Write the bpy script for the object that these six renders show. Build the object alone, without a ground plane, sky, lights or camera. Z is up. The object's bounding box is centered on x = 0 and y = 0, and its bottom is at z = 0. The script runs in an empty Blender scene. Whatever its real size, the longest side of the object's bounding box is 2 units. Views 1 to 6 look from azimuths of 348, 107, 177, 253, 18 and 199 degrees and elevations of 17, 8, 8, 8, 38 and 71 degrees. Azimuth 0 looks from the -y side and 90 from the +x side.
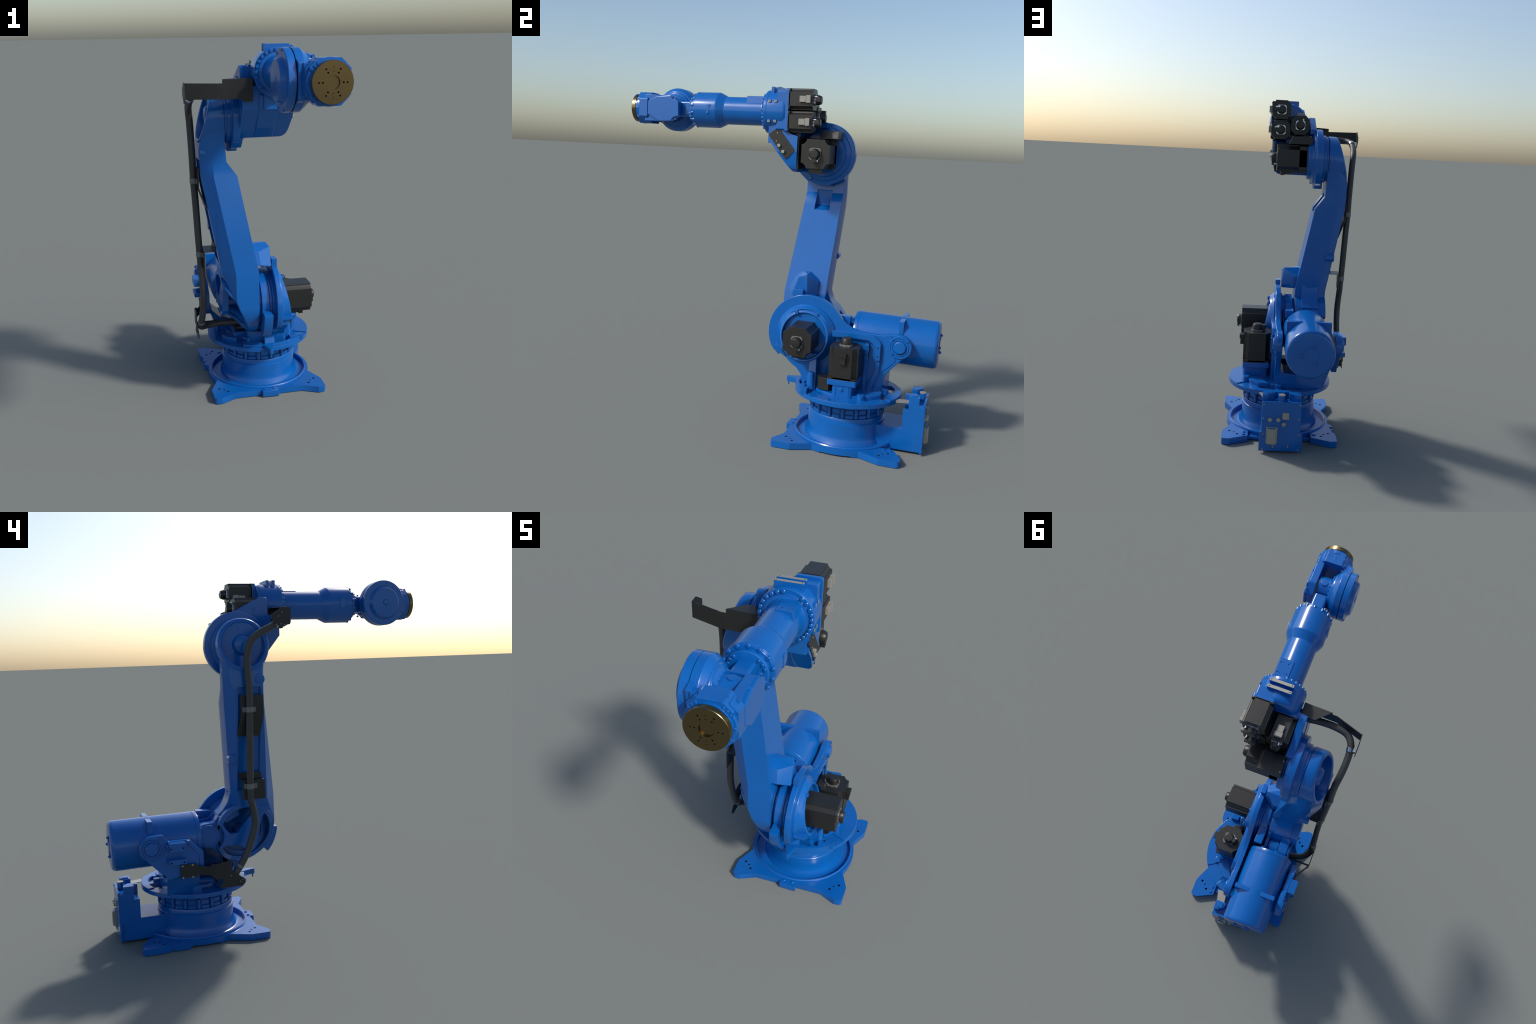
import bpy, bmesh, math
from mathutils import Vector, Matrix

# ------------------------------------------------------------------ layout
X0, Y0 = 0.0585, 0.452          # swivel (vertical) axis
J2 = (0.1925, 0.594)            # lower-arm axis (y, z), runs along x
J3 = (0.1925, 1.637)            # elbow axis (y, z), runs along x
FX, FZ = 0.0590, 1.8617         # forearm axis (x, z), runs along y
WY = -0.7275                    # wrist bend axis y
TX, TY, TZ = -0.083, 0.738, 0.582   # balancer trunnion point
R = math.radians

# ------------------------------------------------------------------ materials
def material(name, col, rough=0.4, metal=0.0, coat=0.0, grain=0.0, gscale=60.0, bump=0.0, spec=0.5):
    m = bpy.data.materials.new(name); m.use_nodes = True
    nt = m.node_tree; b = nt.nodes["Principled BSDF"]
    b.inputs["Base Color"].default_value = (*col, 1)
    b.inputs["Roughness"].default_value = rough
    b.inputs["Metallic"].default_value = metal
    b.inputs["Specular IOR Level"].default_value = spec
    b.inputs["Coat Weight"].default_value = coat
    b.inputs["Coat Roughness"].default_value = 0.12
    if grain > 0:
        tc = nt.nodes.new("ShaderNodeTexCoord")
        nz = nt.nodes.new("ShaderNodeTexNoise"); nz.inputs["Scale"].default_value = gscale
        nz.inputs["Detail"].default_value = 4
        nt.links.new(tc.outputs["Object"], nz.inputs["Vector"])
        rp_ = nt.nodes.new("ShaderNodeValToRGB")
        lo = [c * (1 - grain) for c in col]; hi = [min(1, c * (1 + grain)) for c in col]
        rp_.color_ramp.elements[0].position = 0.3; rp_.color_ramp.elements[1].position = 0.7
        rp_.color_ramp.elements[0].color = (*lo, 1); rp_.color_ramp.elements[1].color = (*hi, 1)
        nt.links.new(nz.outputs["Fac"], rp_.inputs["Fac"])
        nt.links.new(rp_.outputs["Color"], b.inputs["Base Color"])
        mr = nt.nodes.new("ShaderNodeMapRange")
        mr.inputs["To Min"].default_value = max(0.02, rough - 0.03); mr.inputs["To Max"].default_value = rough + 0.03
        nt.links.new(nz.outputs["Fac"], mr.inputs["Value"])
        nt.links.new(mr.outputs["Result"], b.inputs["Roughness"])
        if bump > 0:
            bp = nt.nodes.new("ShaderNodeBump"); bp.inputs["Strength"].default_value = bump
            bp.inputs["Distance"].default_value = 0.001
            nt.links.new(nz.outputs["Fac"], bp.inputs["Height"])
            nt.links.new(bp.outputs["Normal"], b.inputs["Normal"])
    return m

BLUE = material("blue_paint", (0.003, 0.100, 0.375), 0.20, grain=0.03, gscale=9)
BLACK = material("black_motor_paint", (0.0135, 0.0133, 0.0130), 0.40, grain=0.08, gscale=40)
SHEET = material("black_bracket_paint", (0.013, 0.013, 0.0125), 0.45, grain=0.06, gscale=30)
HOSE = material("hose_rubber", (0.042, 0.042, 0.040), 0.5, grain=0.08, gscale=50)
BRASS = material("brass", (0.185, 0.137, 0.066), 0.26, metal=1.0, grain=0.01, gscale=8)
STEEL = material("bare_steel", (0.33, 0.315, 0.275), 0.38, metal=0.35, grain=0.05, gscale=80)
CHROME = material("bright_steel", (0.62, 0.64, 0.66), 0.22, metal=1.0, grain=0.03, gscale=60)
RING = material("dull_steel_ring", (0.17, 0.17, 0.16), 0.4, metal=0.4, grain=0.05, gscale=80)
LABEL = material("grey_connector", (0.24, 0.235, 0.21), 0.5, grain=0.04, gscale=60)
BAND = material("hose_clamp_grey", (0.15, 0.15, 0.14), 0.5, grain=0.04, gscale=60)
DARK = material("hole_dark", (0.002, 0.002, 0.002), 0.8, grain=0.05)

# ------------------------------------------------------------------ 2D helpers
def arc(cu, cv, r, a0, a1, n=None):
    if n is None: n = max(3, int(abs(a1 - a0) / 6))
    return [(cu + r * math.cos(R(a0 + (a1 - a0) * i / n)), cv + r * math.sin(R(a0 + (a1 - a0) * i / n))) for i in range(n + 1)]

def rp(pts, seg=6):
    """polygon with per-corner radius: (u, v) or (u, v, r)"""
    out = []; n = len(pts)
    for i, p in enumerate(pts):
        r = p[2] if len(p) > 2 else 0
        P = Vector(p[:2])
        if r <= 0: out.append((P.x, P.y)); continue
        A = Vector(pts[i - 1][:2]); B = Vector(pts[(i + 1) % n][:2])
        da, db = (A - P), (B - P)
        la, lb = da.length, db.length; da.normalize(); db.normalize()
        ang = da.angle(db)
        t = min(r / max(1e-6, math.tan(ang / 2)), 0.48 * la, 0.48 * lb)
        p0, p1 = P + da * t, P + db * t
        for k in range(seg + 1):
            s = k / seg
            q = p0 * (1 - s) ** 2 + P * 2 * s * (1 - s) + p1 * s * s
            out.append((q.x, q.y))
    return out

def rect(u0, u1, v0, v1, r=0):
    return rp([(u0, v0, r), (u1, v0, r), (u1, v1, r), (u0, v1, r)])

def mir(pts, c):
    return [(2 * c - p[0], *p[1:]) for p in reversed(pts)]

# ------------------------------------------------------------------ 3D helpers
def place(axis, u, v, h):
    if axis == 'x': return Vector((h, u, v))
    if axis == 'y': return Vector((u, h, v))
    return Vector((u, v, h))

def prism(poly, axis, a, b, shear=None):
    """extrude a polygon along an axis from a to b.  shear(u,v)->offset of the b end"""
    bm = bmesh.new(); n = len(poly)
    f = shear or (lambda u, v: 0.0)
    A = [bm.verts.new(place(axis, u, v, a)) for u, v in poly]
    B = [bm.verts.new(place(axis, u, v, b + f(u, v))) for u, v in poly]
    bm.faces.new(A); bm.faces.new(B)
    for i in range(n): bm.faces.new((A[i], A[(i + 1) % n], B[(i + 1) % n], B[i]))
    bmesh.ops.remove_doubles(bm, verts=bm.verts, dist=1e-6)
    bmesh.ops.recalc_face_normals(bm, faces=bm.faces)
    return bm

def box(x0, x1, y0, y1, z0, z1):
    return prism([(x0, y0), (x1, y0), (x1, y1), (x0, y1)], 'z', z0, z1)

def lathe(prof, axis, c, n=72, shear=None):
    """revolve (r, h[, flag]) about an axis through c; flagged rings get shear(u,v)"""
    bm = bmesh.new(); rings = []
    for p in prof:
        r, h = p[0], p[1]; fl = len(p) > 2 and p[2]
        if r <= 1e-6:
            d = shear(c[0], c[1]) if fl else 0
            rings.append([bm.verts.new(place(axis, c[0], c[1], h + d))])
        else:
            ring = []
            for i in range(n):
                a = 2 * math.pi * i / n
                u, v = c[0] + r * math.cos(a), c[1] + r * math.sin(a)
                ring.append(bm.verts.new(place(axis, u, v, h + (shear(u, v) if fl else 0))))
            rings.append(ring)
    for A, B in zip(rings, rings[1:]):
        if len(A) == 1 and len(B) == 1: continue
        for i in range(n):
            j = (i + 1) % n
            if len(A) == 1: bm.faces.new((A[0], B[j], B[i]))
            elif len(B) == 1: bm.faces.new((A[i], A[j], B[0]))
            else: bm.faces.new((A[i], A[j], B[j], B[i]))
    if len(rings[0]) > 1 and len(rings[-1]) > 1:
        closed = (Vector(prof[0][:2]) - Vector(prof[-1][:2])).length < 1e-6
        if not closed:
            bm.faces.new(rings[0]); bm.faces.new(rings[-1])
    bmesh.ops.remove_doubles(bm, verts=bm.verts, dist=1e-6)
    bmesh.ops.recalc_face_normals(bm, faces=bm.faces)
    return bm

def cyl(axis, u, v, r, a, b, n=24):
    return lathe([(0, a), (r, a), (r, b), (0, b)], axis, (u, v), n)

def loft(sections):
    """sections: list of equal-length lists of 3D points"""
    bm = bmesh.new()
    S = [[bm.verts.new(p) for p in s] for s in sections]; n = len(S[0])
    for A, B in zip(S, S[1:]):
        for i in range(n): bm.faces.new((A[i], A[(i + 1) % n], B[(i + 1) % n], B[i]))
    bm.faces.new(S[0]); bm.faces.new(S[-1])
    bmesh.ops.recalc_face_normals(bm, faces=bm.faces)
    return bm

def sweep(points, r, n=20, step=0.008):
    P = [Vector(p) for p in points]; path = []
    E = [P[0] * 2 - P[1]] + P + [P[-1] * 2 - P[-2]]
    for i in range(1, len(E) - 2):
        p0, p1, p2, p3 = E[i - 1:i + 3]
        k = max(2, int((p2 - p1).length / step))
        for j in range(k):
            t = j / k
            path.append(0.5 * ((2 * p1) + (p2 - p0) * t + (2 * p0 - 5 * p1 + 4 * p2 - p3) * t * t + (3 * p1 - p0 - 3 * p2 + p3) * t ** 3))
    path.append(P[-1])
    bm = bmesh.new(); rings = []; N = None
    for i, p in enumerate(path):
        t = (path[min(i + 1, len(path) - 1)] - path[max(i - 1, 0)]).normalized()
        if N is None: N = t.orthogonal().normalized()
        N = (N - t * N.dot(t)).normalized(); Bn = t.cross(N)
        rings.append([bm.verts.new(p + r * (N * math.cos(2 * math.pi * k / n) + Bn * math.sin(2 * math.pi * k / n))) for k in range(n)])
    for A, B in zip(rings, rings[1:]):
        for i in range(n): bm.faces.new((A[i], A[(i + 1) % n], B[(i + 1) % n], B[i]))
    bm.faces.new(rings[0]); bm.faces.new(rings[-1])
    bmesh.ops.recalc_face_normals(bm, faces=bm.faces)
    return bm

def ribbon(line, axis, a, b, t):
    """thin bent sheet: an open polyline thickened by t and extruded along axis"""
    n = len(line); L = [Vector(p) for p in line]; off = []
    for i in range(n):
        d = Vector((0, 0))
        if i > 0: d += (L[i] - L[i - 1]).normalized()
        if i < n - 1: d += (L[i + 1] - L[i]).normalized()
        d.normalize(); off.append(Vector((-d.y, d.x)) * t / 2)
    poly = [tuple(L[i] + off[i]) for i in range(n)] + [tuple(L[i] - off[i]) for i in reversed(range(n))]
    return prism(poly, axis, a, b)

def merge(*bms):
    out = bmesh.new(); tmp = bpy.data.meshes.new("tmp")
    for b in bms:
        tmp.clear_geometry(); b.to_mesh(tmp); out.from_mesh(tmp); b.free()
    bpy.data.meshes.remove(tmp)
    return out

def xform(bm, M):
    bmesh.ops.transform(bm, matrix=M, verts=bm.verts); return bm

COL = bpy.context.scene.collection
ROOT = bpy.data.objects.new("industrial_robot", None)
ROOT.location = (X0, Y0, 0); COL.objects.link(ROOT)
ROOT["label"] = "blue six-axis industrial robot arm with black motors and cable hose"
ROOT["category"] = "robot arm"
ORG = Matrix.Translation(ROOT.location)

def attach(o, parent):
    COL.objects.link(o)
    o.parent = parent
    # every mesh is modelled in world space; keep it there
    o.matrix_parent_inverse = (ORG if parent is ROOT else Matrix.Identity(4)).inverted()

def finish(me, ang=32):
    for p in me.polygons: p.use_smooth = True
    me.set_sharp_from_angle(angle=R(ang))

def weighted(o):
    """big flat faces keep their normal; bevels carry the curvature"""
    md = o.modifiers.new("wn", 'WEIGHTED_NORMAL'); md.keep_sharp = True; md.weight = 60; md.mode = 'FACE_AREA'
    dg = bpy.context.evaluated_depsgraph_get(); dg.update()
    new = bpy.data.meshes.new_from_object(o.evaluated_get(dg))
    old = o.data; o.modifiers.clear(); o.data = new; bpy.data.meshes.remove(old); new.name = o.name

def obj(name, bm, mat, parent=None, bevel=0.003, seg=2, cut=None, common=None, ang=32):
    me = bpy.data.meshes.new(name)
    bm.to_mesh(me); bm.free(); me.materials.append(mat)
    o = bpy.data.objects.new(name, me)
    attach(o, parent or ROOT)
    helpers = []
    for kind, cb in (('DIFFERENCE', cut), ('INTERSECT', common)):
        if cb is None: continue
        for b, cm in (cb if isinstance(cb, list) else [(cb, mat)]):
            cme = bpy.data.meshes.new("cutter"); b.to_mesh(cme); b.free(); cme.materials.append(cm)
            co = bpy.data.objects.new("cutter", cme); COL.objects.link(co); helpers.append(co)
            md = o.modifiers.new("b", 'BOOLEAN'); md.operation = kind; md.object = co; md.solver = 'EXACT'
            md.use_self = (kind == 'DIFFERENCE')
            md.material_mode = 'TRANSFER'
    if bevel > 0:
        md = o.modifiers.new("bevel", 'BEVEL'); md.width = bevel; md.segments = seg
        md.limit_method = 'ANGLE'; md.angle_limit = R(32); md.use_clamp_overlap = True
        md.miter_outer = 'MITER_ARC'
    if o.modifiers:
        dg = bpy.context.evaluated_depsgraph_get(); dg.update()
        new = bpy.data.meshes.new_from_object(o.evaluated_get(dg))
        o.modifiers.clear(); o.data = new; new.name = name; bpy.data.meshes.remove(me)
    for h in helpers:
        hm = h.data; bpy.data.objects.remove(h); bpy.data.meshes.remove(hm)
    finish(o.data, ang)
    if bevel > 0: weighted(o)
    return o

def stamp(name, mesh, mat, spots, parent):
    """repeat one mesh (modelled at the origin) at many spots (Vector or Matrix)"""
    first = True; res = []
    if mesh.materials: mesh.materials[0] = mat
    else: mesh.materials.append(mat)
    for s in spots:
        o = bpy.data.objects.new(name, mesh)
        attach(o, parent)
        M = s if isinstance(s, Matrix) else Matrix.Translation(s)
        o.matrix_basis = M
        res.append(o)
    return res

def to_mesh(name, bm, ang=32):
    me = bpy.data.meshes.new(name); bm.to_mesh(me); bm.free(); finish(me, ang); return me

AXROT = {'z': Matrix.Identity(4), 'x': Matrix.Rotation(R(90), 4, 'Y'), '-x': Matrix.Rotation(R(-90), 4, 'Y'),
         'y': Matrix.Rotation(R(-90), 4, 'X'), '-y': Matrix.Rotation(R(90), 4, 'X')}
_bolts = {}
def bolt_mesh(r, h, hexa=False):
    k = (r, h, hexa)
    if k not in _bolts:
        n = 6 if hexa else 16
        c = min(r, h) * 0.18
        _bolts[k] = to_mesh("bolt", lathe([(0, -0.002), (r, -0.002), (r, h - c), (r - c, h), (0, h)], 'z', (0, 0), n))
    return _bolts[k]
def bolts(parent, axis, pts, r, h, mat=None, hexa=False, name="bolt"):
    me = bolt_mesh(r, h, hexa)
    if mat is not None and mat is not BLUE:
        key = (r, h, hexa, mat.name)
        if key not in _bolts: _bolts[key] = me.copy()
        me = _bolts[key]
    stamp(name, me, mat or BLUE, [Matrix.Translation(p) @ AXROT[axis] for p in pts], parent)

def holes_cutter(axis, pts, r, a, b, n=14):
    return merge(*[cyl(axis, u, v, r, a, b, n) for u, v in pts])

# ================================================================== BASE
def base_poly():
    f = lambda *p: [(X0 + q[0], Y0 + q[1], *q[2:]) for q in p]
    pts = f((-.2, -.317), (.2, -.317), (.290, -.362, .01), (.334, -.360, .02), (.334, -.247, .01), (.284, -.132))
    pts += [(a, b) for a, b in arc(X0, Y0, .312, -22, 22, 10)]
    pts += f((.284, .132), (.334, .247, .01), (.334, .360, .02), (.290, .362, .01), (.2, .317, .01), (.182, .312, .005), (.182, .222),
             (-.182, .222), (-.182, .312, .005), (-.2, .319, .01), (-.290, .362, .01), (-.334, .360, .02), (-.334, .252, .01), (-.314, .196), (-.326, .180), (-.326, .108), (-.309, .090))
    pts += [(a, b) for a, b in arc(X0, Y0, .312, 166, 202, 8)]
    pts += f((-.284, -.132), (-.334, -.247, .01), (-.334, -.360, .02), (-.290, -.362, .01))
    return rp(pts)

column = lathe([(0, .004), (.2985, .004), (.2985, .041), (.295, .0465), (.290, .0465), (.287, .043), (.286, .0235), (.255, .0225),
                (.243, .0235), (.2385, .0260), (.2365, .030), (.229, .043), (.2240, .060), (.222, .080), (.222, .147), (.2185, .1505), (.2165, .1515), (.2165, .176),
                (.2150, .1785), (.2055, .1785), (.1985, .183), (.1985, .236), (.212, .239), (.212, .276), (0, .276)], 'z', (X0, Y0), 96)
foot_holes = [(-.232, .207, .0075), (-.2055, .189, .0062), (-.1875, .162, .0075), (.303, .161, .0075), (.321, .189, .005), (.348, .207, .0075),
              (.349, .697, .0075), (.3215, .715, .005), (.303, .742, .0075), (-.188, .741, .0075), (-.205, .7145, .0062), (-.233, .697, .0075)]
plate = prism(base_poly(), 'z', 0.0, .0365)
plate_well = cyl('z', X0, Y0, .296, .0065, .1, 96)
base = obj("base", plate, BLUE, bevel=.0035, seg=2,
           cut=[(merge(*[cyl('z', x, y, r, .004, .06, 16) for x, y, r in foot_holes]), DARK),
                (plate_well, BLUE),
                (merge(prism(arc(X0, Y0, .33, -15, 17) + arc(X0, Y0, .27, 17, -15), 'z', -.01, .006),
                       prism(arc(X0, Y0, .33, 163, 193) + arc(X0, Y0, .27, 193, 163), 'z', -.01, .006)), BLUE)])
obj("column", column, BLUE, base, bevel=0)
base_extra = merge(
    prism(rp([(X0 - .048, .16), (X0 - .048, .108, .006), (X0 + .052, .105, .006), (X0 + .052, .16)]), 'z', .0012, .0378),
    box(X0 - .184, X0 + .184, .62, .738, .0015, .021),
    prism(arc(X0, Y0, .2985, 40, 140), 'z', .003, .030),
    prism([(.60, .012), (.9045, .012), (.9045, .285), (.819, .285), (.819, .25), (.7885, .25), (.7885, .1385), (.60, .1385)], 'x', X0 - .109, X0 + .109),
    prism(rp([(.100, .818, .004), (.1675, .818, .004), (.1675, .877, .004), (.139, .877, .01), (.115, .858, .01), (.100, .850, .004)]), 'z', .28, .327),
    prism(rp([(-.0505, .818, .004), (.017, .818, .004), (.017, .850, .004), (.002, .858, .01), (-.022, .877, .01), (-.0505, .877, .004)]), 'z', .28, .327),
    prism(rp([(.112, .828, .006), (.150, .828, .006), (.150, .862, .006), (.112, .862, .006)]), 'z', .32, .334),
    cyl('z', .059, .882, .0175, .28, .326, 24),
    prism(rp([(.043, .787, .006), (.077, .787, .006), (.077, .87), (.043, .87)]), 'z', .24, .309),
)
obj("connector_box", base_extra, BLUE, base, bevel=.003)
obj("cap", cyl('z', .059, .882, .0185, .326, .331, 24), STEEL, base, bevel=.001)
bolts(base, 'z', [Vector(p) for p in ((.031, .137, .0365), (.086, .137, .0365), (.263, .712, .0365), (.266, .748, .0365), (-.262, .600, .0365))], .0085, .006, name="boss")
bolts(base, 'z', [Vector((-.148, .717, .0365))], .0125, .005, name="boss")
# bolt towers round the swivel bearing
tower = to_mesh("bearing_bolt", lathe([(0, 0), (.0105, 0), (.0105, .052), (0, .052)], 'z', (0, 0), 16))
stamp("bearing_bolt", tower, BLUE, [Vector((X0 + .2085 * math.cos(R(-101.4 + 21.176 * k)), Y0 + .2085 * math.sin(R(-101.4 + 21.176 * k)), .184)) for k in range(17)], base)
pads = []
for k in range(17):
    a = -101.4 + 21.176 * k
    pads.append(prism(arc(X0, Y0, .2095, a + 4.2, a + 17, 5) + arc(X0, Y0, .18, a + 17, a + 4.2, 5), 'z', .179, .198))
    pads.append(prism(arc(X0, Y0, .2055, a + 4.2, a + 17, 5) + arc(X0, Y0, .18, a + 17, a + 4.2, 5), 'z', .203, .228))
obj("bearing_ring", merge(*pads), BLUE, base, bevel=.0015, seg=1)
# rear connector panel
panel = obj("connector_panel", prism(rp([(X0 - .121, .010), (X0 + .121, .010), (X0 + .121, .120), (X0 + .1095, .120), (X0 + .1095, .296), (X0 - .1095, .296), (X0 - .1095, .120), (X0 - .121, .120)]), 'y', .897, .9095), BLUE, bevel=.0012, seg=1)
bolts(panel, 'y', [Vector((x, .9095, z)) for x, z in ((.159, .282), (-.042, .282), (.159, .201), (-.042, .201), (.158, .111), (-.041, .110), (.159, .021), (-.041, .021), (.1005, .045), (.1005, .034), (.0165, .046), (.0165, .035))], .0043, .004, STEEL, name="screw")
bolts(panel, 'y', [Vector((x, .9095, z)) for x, z in ((.122, .196), (.076, .196), (.044, .171))], .0125, .016, STEEL, True, name="cable_gland")
obj("connector_socket", merge(prism(rect(.0165, .0545, .198, .2365, .003), 'y', .905, .917)), STEEL, panel, bevel=.0015)
obj("connector_socket", merge(prism(rp([(.078, .153, .003), (.141, .153, .003), (.142, .061, .004), (.131, .053, .004), (.087, .053, .004), (.079, .061, .004)]), 'y', .905, .922),
                              prism(rect(.087, .134, .062, .146, .003), 'y', .92, .9335)), STEEL, panel, bevel=.0015)
obj("latch", box(.089, .132, .918, .927, .1455, .1495), BLUE, panel, bevel=.001)
# cable strip beside the post
obj("tag_plate", prism([(.128, .742), (.186, .748), (.166, .822), (.116, .815)], 'z', .2900, .2935), STEEL, base, bevel=0)

# ================================================================== TURNTABLE
slot = merge(prism(arc(X0, Y0, .268, 58, 83) + arc(X0, Y0, .196, 83, 58), 'z', .2, .4),
             prism(arc(X0, Y0, .268, 92, 120) + arc(X0, Y0, .196, 120, 92), 'z', .2, .4))
turn = obj("turntable", lathe([(.19, .270), (.300, .270), (.309, .274), (.309, .2975), (.19, .2975), (.19, .270)], 'z', (X0, Y0), 96), BLUE, bevel=.002, cut=slot)
deck = merge(
    lathe([(0, .262), (.205, .262), (.205, .302), (.2, .318), (0, .318)], 'z', (X0, Y0), 72),
    prism(arc(X0, Y0, .3085, -28, 33) + arc(X0, Y0, .2, 33, -28), 'z', .296, .3035),
    prism(arc(X0, Y0, .3085, 60, 112) + arc(X0, Y0, .270, 112, 60), 'z', .296, .3035),
    prism(arc(X0, Y0, .222, -45, 55) + arc(X0, Y0, .15, 55, -45), 'z', .30, .3175),
    prism(rp([(.020, .17), (.028, .150, .02), (.045, .105, .01), (.050, .081, .008), (.068, .080, .008), (.073, .100, .02), (.088, .150, .02), (.10, .17)]), 'z', .283, .316),
    prism(arc(X0, Y0, .3075, -86, -48) + arc(X0, Y0, .285, -48, -86), 'z', .292, .317),
    prism(rp([(-.085, .19), (-.02, .165), (.03, .155), (.03, .22), (-.03, .25), (-.075, .25)]), 'z', .292, .313),
    box(.235, .288, .224, .26, .295, .326), box(.20, .245, .206, .236, .295, .33),
    cyl('z', .261, .562, .0215, .295, .331, 20),
    prism(rp([(.19, .53), (.255, .56), (.245, .60), (.225, .625), (.19, .66), (.13, .66)]), 'z', .295, .323),
    prism(rp([(-.10, .62), (-.165, .56), (-.21, .49), (-.19, .46), (-.05, .60)]), 'z', .295, .33),
    prism(rp([(-.185, .34), (-.165, .30), (-.11, .26), (-.09, .30), (-.14, .37)]), 'z', .295, .325),
)
obj("turntable_deck", deck, BLUE, turn, bevel=.003)
obj("stop_peg", merge(cyl('z', .089, .190, .012, .295, .335, 16), cyl('z', .162, .213, .012, .295, .335, 16), cyl('z', -.046, .232, .013, .30, .337, 16),
                      cyl('z', .06, .092, .004, .262, .29, 10), cyl('x', .635, .340, .011, -.165, -.135, 16)), BLUE, turn, bevel=.0015)
# central body under arm and balancer
body = merge(
    prism(rp([(-.190, .29), (.075, .29), (.095, .33), (.095, .405, .01), (.066, .41), (.050, .385, .02), (-.10, .368, .03), (-.170, .385, .04), (-.218, .43, .03), (-.236, .50), (-.262, .50), (-.262, .448), (-.224, .402, .01), (-.207, .35)]), 'y', .475, .655),
    prism(rp([(-.12, .29), (.07, .29), (.07, .345, .02), (-.12, .345, .02)]), 'y', .30, .48),
    prism(rp([(.205, .29), (.285, .29), (.277, .36), (.277, .50), (.10, .50), (.098, .45), (.125, .425, .02), (.160, .402, .03), (.190, .362, .03)]), 'x', .06, .162),
    loft([[(.06, .232, .29), (.205, .236, .29), (.205, .288, .29), (.06, .29, .29)], [(.06, .238, .49), (.162, .240, .49), (.162, .278, .49), (.06, .278, .49)]]),
    lathe([(0, .30), (.028, .30), (.024, .33), (.018, .40), (0, .40)], 'z', (.196, .258), 24),
    prism(rp([(-.05, .235, .02), (.10, .205, .02), (.155, .215, .02), (.155, .32), (-.05, .32)]), 'z', .295, .372),
    prism(rp([(.16, .29), (.25, .29), (.25, .48), (.10, .47), (.10, .43, .02), (.15, .40, .03), (.185, .355, .03)]), 'x', .04, .10),
    prism(rp([(.055, .60), (.092, .60), (.092, .69, .02), (.055, .69, .02)]), 'z', .29, .32),
)
obj("swivel_body", body, BLUE, turn, bevel=.004)
# right side frame
c = J2
frame = [(.214, .295), (.2, .335), (.183, .362), (.147, .396), (.095, .416), (.088, .43), (.05, .452), (.0, .474)]
frame += arc(c[0], c[1], .231, 204, 42, 30)
frame += [(.384, .724), (.406, .698), (.432, .675), (.464, .657), (.49, .648), (.521, .642), (.60, .639), (.645, .639), (.674, .6505)]
frame += arc(TY, TZ + .001, .0665, 92, -38, 20)
frame += [(.746, .502), (.674, .423), (.657, .38), (.645, .295)]
frame_o = obj("side_frame", prism(frame, 'x', .067, .0995), BLUE, bevel=.004, seg=3)
rim = merge(
    prism(rp([(.325, .60), (.425, .608), (.565, .606, .02), (.604, .575, .03), (.604, .500), (.636, .500, .006), (.636, .60, .035), (.590, .634, .03), (.49, .640), (.36, .640), (.325, .636)]), 'x', .096, .1235),
    prism(rp([(.604, .51), (.634, .51), (.632, .425), (.600, .335), (.600, .31), (.572, .31), (.572, .335), (.606, .43)]), 'x', .096, .116),
    prism(rp([(.540, .31), (.563, .31), (.563, .44), (.568, .50), (.568, .582, .005), (.545, .582, .005), (.545, .50)]), 'x', .094, .119),
    prism(rp([(.645, .638), (.645, .43), (.672, .45), (.72, .50), (.70, .56), (.69, .64), (.675, .6495)]), 'x', .097, .1035),
    box(.068, .0985, .098, .158, .80, .851),
    prism(rp([(.545, .49, .004), (.568, .49, .004), (.568, .586, .004), (.545, .586, .004)]), 'x', .1, .1265),
    prism(rp([(.604, .495, .006), (.634, .495, .006), (.634, .588, .006), (.604, .588, .006)]), 'x', .1, .1275),
)
obj("frame_rib", rim, BLUE, frame_o, bevel=.0025)
obj("screw_hole", merge(*[cyl('x', y, z, .0042, .12, x, 12) for y, z, x in ((.557, .566, .1268), (.557, .520, .1268), (.620, .570, .1278), (.620, .520, .1278))]), DARK, frame_o, bevel=0)
sh = lambda y, z: -(z - J2[1]) * .2
bore = lathe([(.176, .09), (.176, .1065), (.172, .1115), (.164, .119), (.156, .132), (.1455, .155, True), (.1405, .1610, True), (.1325, .1610, True), (.129, .155, True), (.126, .124), (0, .124)], 'x', J2, 84, sh)
obj("motor_housing", bore, BLUE, frame_o, bevel=.0015, seg=1)
bs = []
for a, l in ((112, .137), (63, .132), (213, .182)):
    u, v = J2[0] + .1415 * math.cos(R(a)), J2[1] + .1415 * math.sin(R(a))
    bs.append(cyl('x', u, v, .0115, .1, l + .008, 16))
    bs.append(cyl('x', J2[0] + .156 * math.cos(R(a - 6)), J2[1] + .156 * math.sin(R(a - 6)), .009, .1, .118, 14))
bs.append(prism([(.02, .513), (.075, .513), (.075, .527), (.02, .527)], 'x', .1, .172))
obj("boss", merge(*bs), BLUE, frame_o, bevel=.0015)

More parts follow.
